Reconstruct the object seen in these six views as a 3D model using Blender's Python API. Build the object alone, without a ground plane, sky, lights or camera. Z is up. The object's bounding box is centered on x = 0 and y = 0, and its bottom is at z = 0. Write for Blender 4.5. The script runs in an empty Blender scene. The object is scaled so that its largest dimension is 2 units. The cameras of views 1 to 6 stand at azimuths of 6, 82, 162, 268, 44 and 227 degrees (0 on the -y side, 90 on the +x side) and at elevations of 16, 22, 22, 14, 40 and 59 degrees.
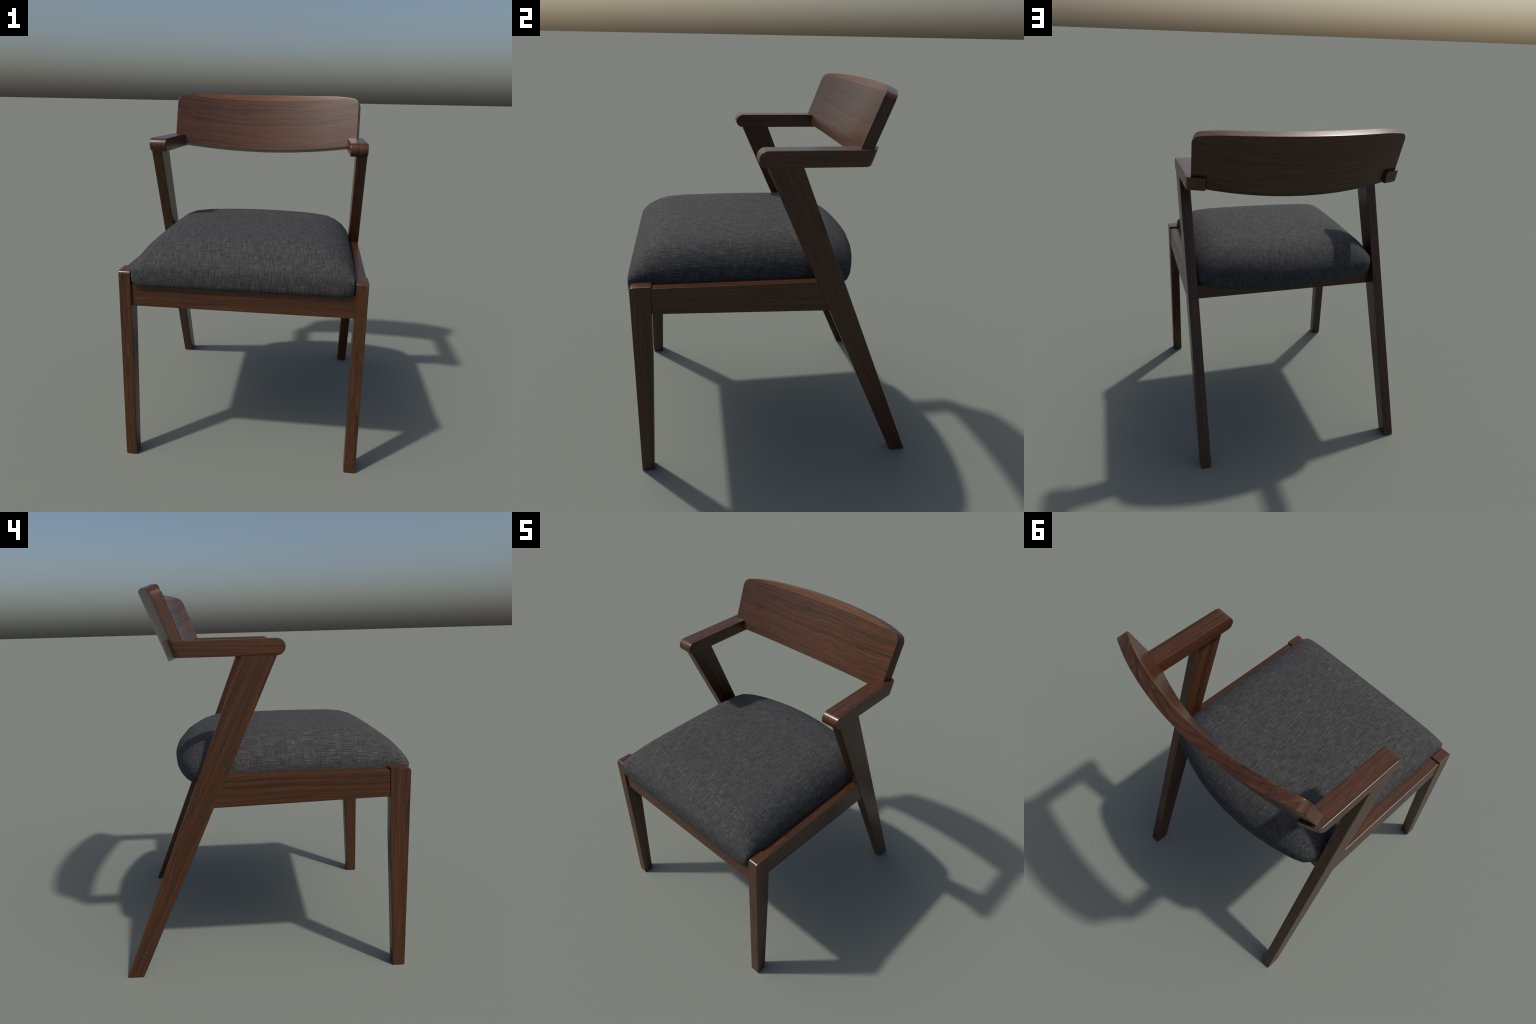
# Mid-century dining chair: slanted Z-shaped rear legs, short armrests, curved
# backrest and a domed, upholstered seat.   Metres, z up, front faces -y.
import bpy, bmesh, math
from mathutils import Vector

scene_collection = bpy.context.scene.collection

# ------------------------------------------------------------------ materials
class Graph:
    """Small helper that keeps node set-ups readable."""
    def __init__(self, name):
        self.material = bpy.data.materials.new(name)
        self.material.use_nodes = True
        self.tree = self.material.node_tree
        self.tree.nodes.clear()
        self.output = self.add('ShaderNodeOutputMaterial')
        self.shader = self.add('ShaderNodeBsdfPrincipled')
        self.link(self.shader.outputs[0], self.output.inputs[0])

    def add(self, kind, **props):
        node = self.tree.nodes.new(kind)
        for key, value in props.items():
            setattr(node, key, value)
        return node

    def link(self, source, target):
        self.tree.links.new(source, target)

    def feed(self, socket, value):
        if isinstance(value, bpy.types.NodeSocket):
            self.link(value, socket)
        else:
            socket.default_value = value

    def math(self, op, a, b=0.0, c=0.0, clamp=False):
        node = self.add('ShaderNodeMath', operation=op, use_clamp=clamp)
        self.feed(node.inputs[0], a)
        self.feed(node.inputs[1], b)
        self.feed(node.inputs[2], c)
        return node.outputs[0]

    def smooth(self, value, low, high):
        node = self.add('ShaderNodeMapRange', interpolation_type='SMOOTHSTEP')
        self.feed(node.inputs[0], value)
        node.inputs[1].default_value = low
        node.inputs[2].default_value = high
        return node.outputs[0]

    def vector(self, x, y, z):
        node = self.add('ShaderNodeCombineXYZ')
        for socket, value in zip(node.inputs, (x, y, z)):
            self.feed(socket, value)
        return node.outputs[0]

    def split(self, vector):
        node = self.add('ShaderNodeSeparateXYZ')
        self.link(vector, node.inputs[0])
        return node.outputs

    def noise(self, vector, scale=1.0, detail=2.0, rough=0.5, distort=0.0):
        node = self.add('ShaderNodeTexNoise')
        self.link(vector, node.inputs['Vector'])
        node.inputs['Scale'].default_value = scale
        node.inputs['Detail'].default_value = detail
        node.inputs['Roughness'].default_value = rough
        node.inputs['Distortion'].default_value = distort
        return node.outputs[0]

    def ramp(self, value, stops, mode='LINEAR'):
        node = self.add('ShaderNodeValToRGB')
        node.color_ramp.interpolation = mode
        elements = node.color_ramp.elements
        while len(elements) < len(stops):
            elements.new(0.5)
        for element, (position, colour) in zip(elements, stops):
            element.position = position
            element.color = (*colour, 1)
        self.link(value, node.inputs[0])
        return node.outputs[0]

    def mix(self, factor, a, b, blend='MIX'):
        node = self.add('ShaderNodeMix', data_type='RGBA', blend_type=blend)
        self.feed(node.inputs[0], factor)
        self.feed(node.inputs[6], a if isinstance(a, bpy.types.NodeSocket) else (*a, 1))
        self.feed(node.inputs[7], b if isinstance(b, bpy.types.NodeSocket) else (*b, 1))
        return node.outputs[2]


DARK = (0.030, 0.0130, 0.0052)
MID = (0.056, 0.0212, 0.0078)
WARM = (0.078, 0.0270, 0.0094)
LIGHT = (0.135, 0.0560, 0.0190)
PORE = (0.020, 0.0080, 0.0036)


def walnut(name, axis, tilt=0.0, shift=0.0, bow=0.0, through=0.9, light_top=None, band=24.0):
    """Oiled walnut.  axis: direction of the grain; tilt: lean of the grain in
    the y-z plane; bow: how far the growth lines sag across the width;
    through: how fast the figure changes into the depth of the board;
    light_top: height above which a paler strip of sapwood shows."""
    g = Graph(name)
    coord = g.add('ShaderNodeTexCoord').outputs['Object']
    rotate = g.add('ShaderNodeMapping', vector_type='POINT')
    rotate.inputs['Rotation'].default_value = (-tilt, 0, 0)
    g.link(coord, rotate.inputs[0])
    x, y, z = g.split(rotate.outputs[0])
    along, a, b = {'x': (x, z, y), 'y': (y, z, x), 'z': (z, y, x)}[axis]
    if axis == 'x':
        # sawn ends: the veneer is turned so that its lines run up the edge
        nx = g.split(g.add('ShaderNodeNewGeometry').outputs['True Normal'])[0]
        end = g.math('GREATER_THAN', g.math('ABSOLUTE', nx), 0.75)
        keep = g.math('SUBTRACT', 1.0, end)
        lean = g.math('SUBTRACT', y, g.math('MULTIPLY', z, 0.377))
        along, a = (g.math('ADD', g.math('MULTIPLY', p, keep), g.math('MULTIPLY', q, end))
                    for p, q in ((x, z), (z, lean)))
    else:
        # the board's figure runs over the rounded nose and edges in straight lines
        nx = g.split(g.add('ShaderNodeNewGeometry').outputs['True Normal'])[0]
        a = g.math('MULTIPLY', a, g.math('GREATER_THAN', g.math('ABSOLUTE', nx), 0.7))
    along = g.math('ADD', along, shift * 3.7)
    if bow:
        a = g.math('SUBTRACT', a, g.math('MULTIPLY', g.math('MULTIPLY', x, x), bow))
    # slow wander of the growth lines
    wander = g.noise(g.vector(g.math('MULTIPLY', along, 1.7), g.math('MULTIPLY', a, 5.0),
                              g.math('MULTIPLY', b, 2.0)), 1.0, 2.0)
    wander = g.math('MULTIPLY', g.math('SUBTRACT', wander, 0.5), 0.060)
    a = g.math('ADD', a, g.math('ADD', wander, shift))
    b = g.math('MULTIPLY', b, through)

    def streaks(length, width, detail, rough=0.55):
        return g.noise(g.vector(g.math('MULTIPLY', along, length), g.math('MULTIPLY', a, width),
                                g.math('MULTIPLY', b, width)), 1.0, detail, rough)

    bands = streaks(0.40, band, 1.5)
    colour = g.ramp(bands, [(0.24, DARK), (0.42, MID), (0.56, WARM), (0.72, MID)])
    fine = streaks(1.6, 210.0, 3.0, 0.65)
    colour = g.mix(g.math('MULTIPLY', g.smooth(fine, 0.57, 0.65), 0.46), colour, LIGHT)
    colour = g.mix(g.math('MULTIPLY', g.smooth(fine, 0.47, 0.38), 0.70), colour, DARK)
    for width, depth in ((40.0, 0.80), (85.0, 0.55)):
        ridge = g.math('ABSOLUTE', g.math('SUBTRACT', streaks(0.45, width, 0.0), 0.50))
        colour = g.mix(g.math('MULTIPLY', g.smooth(ridge, 0.030, 0.006), depth * 0.8), colour, PORE)
    pores = streaks(14.0, 420.0, 1.0)
    colour = g.mix(g.math('MULTIPLY', g.smooth(pores, 0.56, 0.66), 0.55), colour, PORE)
    if light_top is not None:
        ox, _, oz = g.split(coord)
        rise = g.math('SUBTRACT', oz, g.math('MULTIPLY', g.math('MULTIPLY', ox, ox), 0.08))
        edge = g.smooth(rise, light_top - 0.0012, light_top + 0.0012)
        edge = g.math('MULTIPLY', edge, g.smooth(g.math('ABSOLUTE', ox), 0.58, 0.40))
        pale = g.mix(g.smooth(fine, 0.40, 0.64), (0.100, 0.0370, 0.0150), (0.155, 0.0610, 0.0250))
        pale = g.mix(g.math('MULTIPLY', g.smooth(pores, 0.58, 0.72), 0.40), pale, DARK)
        ny = g.split(g.add('ShaderNodeNewGeometry').outputs['True Normal'])[1]
        front = g.math('LESS_THAN', ny, -0.5)
        colour = g.mix(g.math('MULTIPLY', g.math('MULTIPLY', edge, front), 0.95), colour, pale)
    g.link(colour, g.shader.inputs['Base Color'])
    g.link(g.math('ADD', 0.24, g.math('MULTIPLY', pores, 0.12)), g.shader.inputs['Roughness'])
    g.shader.inputs['Specular IOR Level'].default_value = 0.45
    bump = g.add('ShaderNodeBump')
    bump.inputs['Strength'].default_value = 0.05
    bump.inputs['Distance'].default_value = 0.001
    g.link(g.smooth(pores, 0.72, 0.58), bump.inputs['Height'])
    g.link(bump.outputs[0], g.shader.inputs['Normal'])
    return g.material


def linen(name):
    """Charcoal upholstery: fine plain weave with pale slubs along the warp
    (front to back) and darker, shorter picks across it."""
    g = Graph(name)
    tex = g.add('ShaderNodeTexCoord')
    x, y, z = g.split(tex.outputs['Object'])
    nx, ny, nz = g.split(tex.outputs['Normal'])
    # length of cloth: over the top and down the front and back
    drop = g.math('SUBTRACT', 1.20, z)
    front_drop = g.math('MULTIPLY', drop, g.smooth(y, -0.69, -0.735))
    rear_edge = g.math('ADD', y, g.math('MULTIPLY', g.math('MULTIPLY', x, x), 0.365))
    rear_drop = g.math('MULTIPLY', drop, g.smooth(rear_edge, 0.41, 0.47))
    along_top = g.math('ADD', g.math('SUBTRACT', y, front_drop), rear_drop)
    side = g.smooth(g.math('ABSOLUTE', nx), 0.62, 0.74)

    def cloth(across, along):
        warp = g.noise(g.vector(g.math('MULTIPLY', across, 300.0),
                                g.math('MULTIPLY', along, 15.0), 3.1), 1.0, 2.0, 0.6)
        weft = g.noise(g.vector(g.math('MULTIPLY', across, 20.0),
                                g.math('MULTIPLY', along, 280.0), 7.7), 1.0, 2.0, 0.6)
        patch = g.noise(g.vector(g.math('MULTIPLY', across, 60.0),
                                 g.math('MULTIPLY', along, 24.0), 1.7), 1.0, 2.0, 0.55)
        knit_a = g.math('SINE', g.math('MULTIPLY', across, 2 * math.pi * 150))
        knit_b = g.math('SINE', g.math('MULTIPLY', along, 2 * math.pi * 150))
        knit = g.math('MULTIPLY', knit_a, knit_b)
        slub = g.noise(g.vector(g.math('MULTIPLY', across, 380.0),
                                g.math('MULTIPLY', along, 48.0), 5.3), 1.0, 0.0)
        return warp, weft, patch, knit, slub

    top = cloth(x, along_top)
    flank = cloth(z, y)

    def blend(a, b):
        node = g.add('ShaderNodeMix', data_type='FLOAT')
        g.link(side, node.inputs[0])
        g.link(a, node.inputs[2])
        g.link(b, node.inputs[3])
        return node.outputs[0]

    warp, weft, patch, knit, slub = [blend(a, b) for a, b in zip(top, flank)]
    tone = g.math('ADD', g.math('MULTIPLY', warp, 0.55), g.math('MULTIPLY', weft, 0.35))
    tone = g.math('ADD', tone, g.math('MULTIPLY', patch, 0.10))
    tone = g.math('ADD', tone, g.math('MULTIPLY', knit, 0.06))
    colour = g.ramp(tone, [(0.37, (0.0165, 0.0172, 0.0178)), (0.50, (0.0365, 0.0367, 0.0375)),
                           (0.63, (0.069, 0.069, 0.070))])
    colour = g.mix(g.math('MULTIPLY', g.smooth(slub, 0.66, 0.80), 0.42), colour,
                   (0.15, 0.15, 0.15))
    g.link(colour, g.shader.inputs['Base Color'])
    g.shader.inputs['Roughness'].default_value = 0.9
    g.shader.inputs['Specular IOR Level'].default_value = 0.25
    bump = g.add('ShaderNodeBump')
    bump.inputs['Strength'].default_value = 0.25
    bump.inputs['Distance'].default_value = 0.002
    g.link(tone, bump.inputs['Height'])
    g.link(bump.outputs[0], g.shader.inputs['Normal'])
    return g.material


# ------------------------------------------------------------------ helpers
def finish(bm, name, material, parent, smooth_angle=35):
    mesh = bpy.data.meshes.new(name)
    bmesh.ops.recalc_face_normals(bm, faces=bm.faces)
    limit = math.radians(smooth_angle)
    for face in bm.faces:
        face.smooth = True
    for edge in bm.edges:
        if len(edge.link_faces) == 2:
            edge.smooth = edge.calc_face_angle() < limit
    bm.to_mesh(mesh)
    bm.free()
    mesh.materials.append(material)
    obj = bpy.data.objects.new(name, mesh)
    scene_collection.objects.link(obj)
    obj.parent = parent
    # shading that follows the large faces and keeps bevels crisp
    weighted = obj.modifiers.new('weighted_normal', 'WEIGHTED_NORMAL')
    weighted.keep_sharp = True
    return obj


def prism(profile, x0, x1):
    """Extrude a (y, z) outline from x0 to x1."""
    bm = bmesh.new()
    left = [bm.verts.new((x0, y, z)) for y, z in profile]
    right = [bm.verts.new((x1, y, z)) for y, z in profile]
    bm.faces.new(left)
    bm.faces.new(right)
    n = len(profile)
    for i in range(n):
        j = (i + 1) % n
        bm.faces.new((left[i], left[j], right[j], right[i]))
    bmesh.ops.recalc_face_normals(bm, faces=bm.faces)
    return bm


def round_edges(bm, width, segments=2, keep=lambda e: True, angle=28):
    edges = [e for e in bm.edges if len(e.link_faces) == 2
             and e.calc_face_angle() > math.radians(angle) and keep(e)]
    bmesh.ops.bevel(bm, geom=edges, offset=width, offset_type='OFFSET',
                    segments=segments, profile=0.5, affect='EDGES', clamp_overlap=True)


def midpoint(edge):
    return (edge.verts[0].co + edge.verts[1].co) / 2


chair = bpy.data.objects.new('dining_chair', None)
scene_collection.objects.link(chair)
chair['label'] = 'dark walnut dining chair with charcoal upholstered seat and curved backrest'
chair['category'] = 'chair'

LEG_LEAN = math.atan2(0.738, 1.655)
OUTER, LEG_INNER, ARM_INNER = 0.6475, 0.5835, 0.546

# ------------------------------------------------------------------ front legs
for side in (1, -1):
    wood = walnut('walnut_front_leg', 'z', shift=0.31 + 0.17 * side)
    bm = prism([(-0.737, 0.0), (-0.673, 0.0), (-0.637, 0.74), (-0.6285, 1.094), (-0.731, 1.094)],
               side * LEG_INNER, side * OUTER)
    round_edges(bm, 0.019, 4, lambda e: midpoint(e).z > 1.09 and midpoint(e).y < -0.72)
    round_edges(bm, 0.0045, 2, lambda e: not (midpoint(e).z > 1.09 and midpoint(e).y > -0.63))
    finish(bm, 'front_leg', wood, chair)

# ------------------------------------------------------------------ rear legs
for side in (1, -1):
    wood = walnut('walnut_rear_leg', 'z', tilt=LEG_LEAN, shift=0.83 + 0.21 * side)
    bm = prism([(0.661, 0.0), (0.7475, 0.0), (0.090, 1.657), (-0.077, 1.657)],
               side * LEG_INNER, side * (OUTER - 0.001))
    round_edges(bm, 0.0045, 2, lambda e: midpoint(e).z < 1.65)
    finish(bm, 'rear_leg', wood, chair)

# ------------------------------------------------------------------ armrests
ARM_LOW, ARM_HIGH = 1.656, 1.735
TIP_RADIUS = (ARM_HIGH - ARM_LOW) / 2
TIP_Y = -0.078
for side in (1, -1):
    wood = walnut('walnut_armrest', 'y', shift=1.37 + 0.23 * side, through=1.5)
    profile = [(0.40, ARM_LOW), (0.43, ARM_HIGH)]
    for step in range(13):
        angle = math.pi / 2 + math.pi * step / 12
        profile.append((TIP_Y + TIP_RADIUS * math.cos(angle),
                        (ARM_LOW + ARM_HIGH) / 2 + TIP_RADIUS * math.sin(angle)))
    bm = prism(profile, side * ARM_INNER, side * OUTER)
    # the rear end is cut parallel to the curved backrest and hooks behind it
    for vert in bm.verts:
        if vert.co.y > 0.3:
            inner = abs(vert.co.x) < 0.6
            low = vert.co.z < 1.7
            vert.co.y = {(True, True): 0.443, (True, False): 0.466,
                         (False, True): 0.399, (False, False): 0.427}[(inner, low)]
    upright = lambda e: (midpoint(e).y > 0.38 and abs(midpoint(e).x) > 0.6
                         and abs(e.verts[0].co.z - e.verts[1].co.z) > 0.05)
    round_edges(bm, 0.022, 4, upright)
    round_edges(bm, 0.0055, 2)
    finish(bm, 'armrest', wood, chair)

# ------------------------------------------------------------------ rails
for side in (1, -1):
    wood = walnut('walnut_side_rail', 'y', shift=2.2 + 0.29 * side)
    bm = prism([(-0.632, 0.947), (0.27, 0.9205), (0.26, 1.084), (-0.631, 1.084)],
               side * 0.561, side * (OUTER - 0.005))
    round_edges(bm, 0.004, 2)
    finish(bm, 'side_rail', wood, chair)

bm = prism([(-0.719, 0.898), (-0.655, 0.898), (-0.655, 1.022), (-0.719, 1.022)], -0.586, 0.586)
round_edges(bm, 0.004, 2)
finish(bm, 'front_rail', walnut('walnut_front_rail', 'x', shift=0.57), chair)

bm = prism([(0.247, 0.932), (0.304, 0.932), (0.290, 1.018), (0.233, 1.018)], -0.586, 0.586)
round_edges(bm, 0.004, 2)
finish(bm, 'rear_rail', walnut('walnut_rear_rail', 'x', shift=0.93), chair)

# ------------------------------------------------------------------ backrest
BACK_RADIUS, BACK_SLOPE, BACK_BASE_Y, BACK_BASE_Z = 1.695, 0.377, 0.472, 1.737
BACK_THICK, BACK_HALF, BACK_TOP, CORNER = 0.057, 0.6065, 2.0005, 0.034


def back_front(x, z):
    """Front face: a leaning surface, bent to a circular arc in plan."""
    ends = 0.0025 * min(1.0, max(0.0, (abs(x) - 0.40) / 0.12))
    return Vector((x, BACK_BASE_Y - ends - x * x / (2 * BACK_RADIUS)
                   + BACK_SLOPE * (z - BACK_BASE_Z), z))


def back_normal(x):
    return Vector((0.85 * x / BACK_RADIUS, 1.0, -BACK_SLOPE)).normalized()


def back_top(x):
    ax = abs(x)
    z = BACK_TOP - 0.010 * max(0.0, (ax - 0.42) / 0.15) ** 2 if ax > 0.42 else BACK_TOP
    into = ax - (BACK_HALF - CORNER)
    if into > 0:
        z -= CORNER - math.sqrt(max(0.0, CORNER ** 2 - min(into, CORNER) ** 2))
    return z


def back_bottom(x):
    return 1.6365 + 0.148 * x * x


bm = bmesh.new()
stations = [BACK_HALF * k / 22 for k in range(-20, 21)]
corner_x = [BACK_HALF - CORNER * (1 - math.sin(math.radians(a))) for a in (0, 22, 45, 66, 90)]
stations = sorted([s for s in stations if abs(s) < corner_x[0] - 0.01]
                  + corner_x + [-c for c in corner_x])
ROWS = 10
front, rear = [], []
for x in stations:
    low, high = back_bottom(x), back_top(x)
    column_f, column_r = [], []
    for r in range(ROWS + 1):
        z = low + (high - low) * r / ROWS
        p = back_front(x * (1 + 0.018 * (z - 1.737)), z)
        column_f.append(bm.verts.new(p))
        column_r.append(bm.verts.new(p + back_normal(x) * BACK_THICK))
    front.append(column_f)
    rear.append(column_r)
n = len(stations)
for i in range(n - 1):
    for r in range(ROWS):
        bm.faces.new((front[i][r], front[i + 1][r], front[i + 1][r + 1], front[i][r + 1]))
        bm.faces.new((rear[i][r + 1], rear[i + 1][r + 1], rear[i + 1][r], rear[i][r]))
    bm.faces.new((front[i][ROWS], front[i + 1][ROWS], rear[i + 1][ROWS], rear[i][ROWS]))
    bm.faces.new((rear[i][0], rear[i + 1][0], front[i + 1][0], front[i][0]))
for r in range(ROWS):
    bm.faces.new((front[0][r], front[0][r + 1], rear[0][r + 1], rear[0][r]))
    bm.faces.new((rear[-1][r], rear[-1][r + 1], front[-1][r + 1], front[-1][r]))
bmesh.ops.recalc_face_normals(bm, faces=bm.faces)
round_edges(bm, 0.0045, 2, angle=50)
finish(bm, 'backrest', walnut('walnut_backrest', 'x', shift=0.11, bow=0.18, through=0.12, light_top=1.9625, band=42.0),
       chair, smooth_angle=40)

# ------------------------------------------------------------------ cushion
HALF_X, FRONT_Y, REAR_Y, REAR_BOW = 0.582, -0.7465, 0.481, 0.365
WIDEST_Z, DOME = 1.100, 0.165


def rise(distance):
    """Height of the dome (0..1) at a distance from the edge of the seat."""
    shoulder = min(1.0, max(0.0, distance / 0.23))
    crown = min(1.0, max(0.0, distance / 0.55))
    return 0.90 * (1 - (1 - shoulder) ** 2.6) ** 0.6 + 0.10 * (1 - (1 - crown) ** 2)


def rear_line(x):
    return REAR_Y - REAR_BOW * x * x


def rounded(x, y, inset):
    """Pull plan points at the four corners on to rounded corners."""
    sx = 1 if x > 0 else -1
    back = y > -0.15
    r = 0.075 if back else 0.030
    hx = HALF_X - inset
    edge_y = rear_line(hx) - inset if back else FRONT_Y + inset
    sy = 1 if back else -1
    here = rear_line(min(abs(x), hx)) - inset if back else edge_y
    vx, vy = abs(x) - (hx - r), sy * (y - here) + r
    if vx <= 0 or vy <= 0:
        return x, y
    k = max(vx, vy) / math.hypot(vx, vy)
    return sx * (hx - r + vx * k), here + sy * (vy * k - r)


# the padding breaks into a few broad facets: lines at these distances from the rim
SIDE_LINES = (0.0, 0.004, 0.014, 0.046, 0.095, 0.145, 0.235, 0.34, 0.46)
DEPTH_LINES = (0.0, 0.004, 0.018, 0.060, 0.122, 0.19, 0.285, 0.42)
us = [d / HALF_X - 1 for d in SIDE_LINES] + [0.0] + [1 - d / HALF_X for d in reversed(SIDE_LINES)]
LENGTH = REAR_Y - FRONT_Y
vs = ([2 * d / LENGTH - 1 for d in DEPTH_LINES] + [0.0]
      + [1 - 2 * d / LENGTH for d in reversed(DEPTH_LINES)])
bm = bmesh.new()
N, ROW_COUNT = len(us), len(vs)


def plan(u, v, inset):
    x = u * (HALF_X - inset)
    y0, y1 = FRONT_Y + inset, rear_line(x) - inset
    return rounded(x, y0 + (y1 - y0) * (v + 1) / 2, inset)


top = []
for v in vs:
    row = []
    for u in us:
        x, y = plan(u, v, 0.0)
        raw_x = u * HALF_X
        y0, y1 = FRONT_Y, rear_line(raw_x)
        depth = (y1 - y0) * (1 - abs(v)) / 2 * (0.78 if v < 0 else 0.86)
        across, along = rise(HALF_X - abs(raw_x)), rise(depth)
        height = 0.76 * across * along + 0.24 * min(across, along)
        row.append(bm.verts.new((x, y, WIDEST_Z + DOME * height)))
    top.append(row)
for j in range(ROW_COUNT - 1):
    for i in range(N - 1):
        bm.faces.new((top[j][i], top[j][i + 1], top[j + 1][i + 1], top[j + 1][i]))
loop = ([(0, i) for i in range(N)] + [(j, N - 1) for j in range(1, ROW_COUNT)]
        + [(ROW_COUNT - 1, i) for i in range(N - 2, -1, -1)]
        + [(j, 0) for j in range(ROW_COUNT - 2, 0, -1)])
previous = [top[j][i] for j, i in loop]
for inset, z in ((0.0004, 1.070), (0.003, 1.047), (0.010, 1.030), (0.027, 1.016),
                 (0.055, 1.010), (0.095, 1.008)):
    ring = []
    for j, i in loop:
        x, y = plan(us[i], vs[j], inset * (0.70 + 0.30 * vs[j]))
        ring.append(bm.verts.new((x, y, z + 0.004 * max(0.0, vs[j]))))
    for k in range(len(loop)):
        m = (k + 1) % len(loop)
        bm.faces.new((previous[k], ring[k], ring[m], previous[m]))
    previous = ring
bm.faces.new(previous)
cushion = finish(bm, 'seat_cushion', linen('charcoal_linen'), chair, smooth_angle=80)
cushion.modifiers.remove(cushion.modifiers['weighted_normal'])
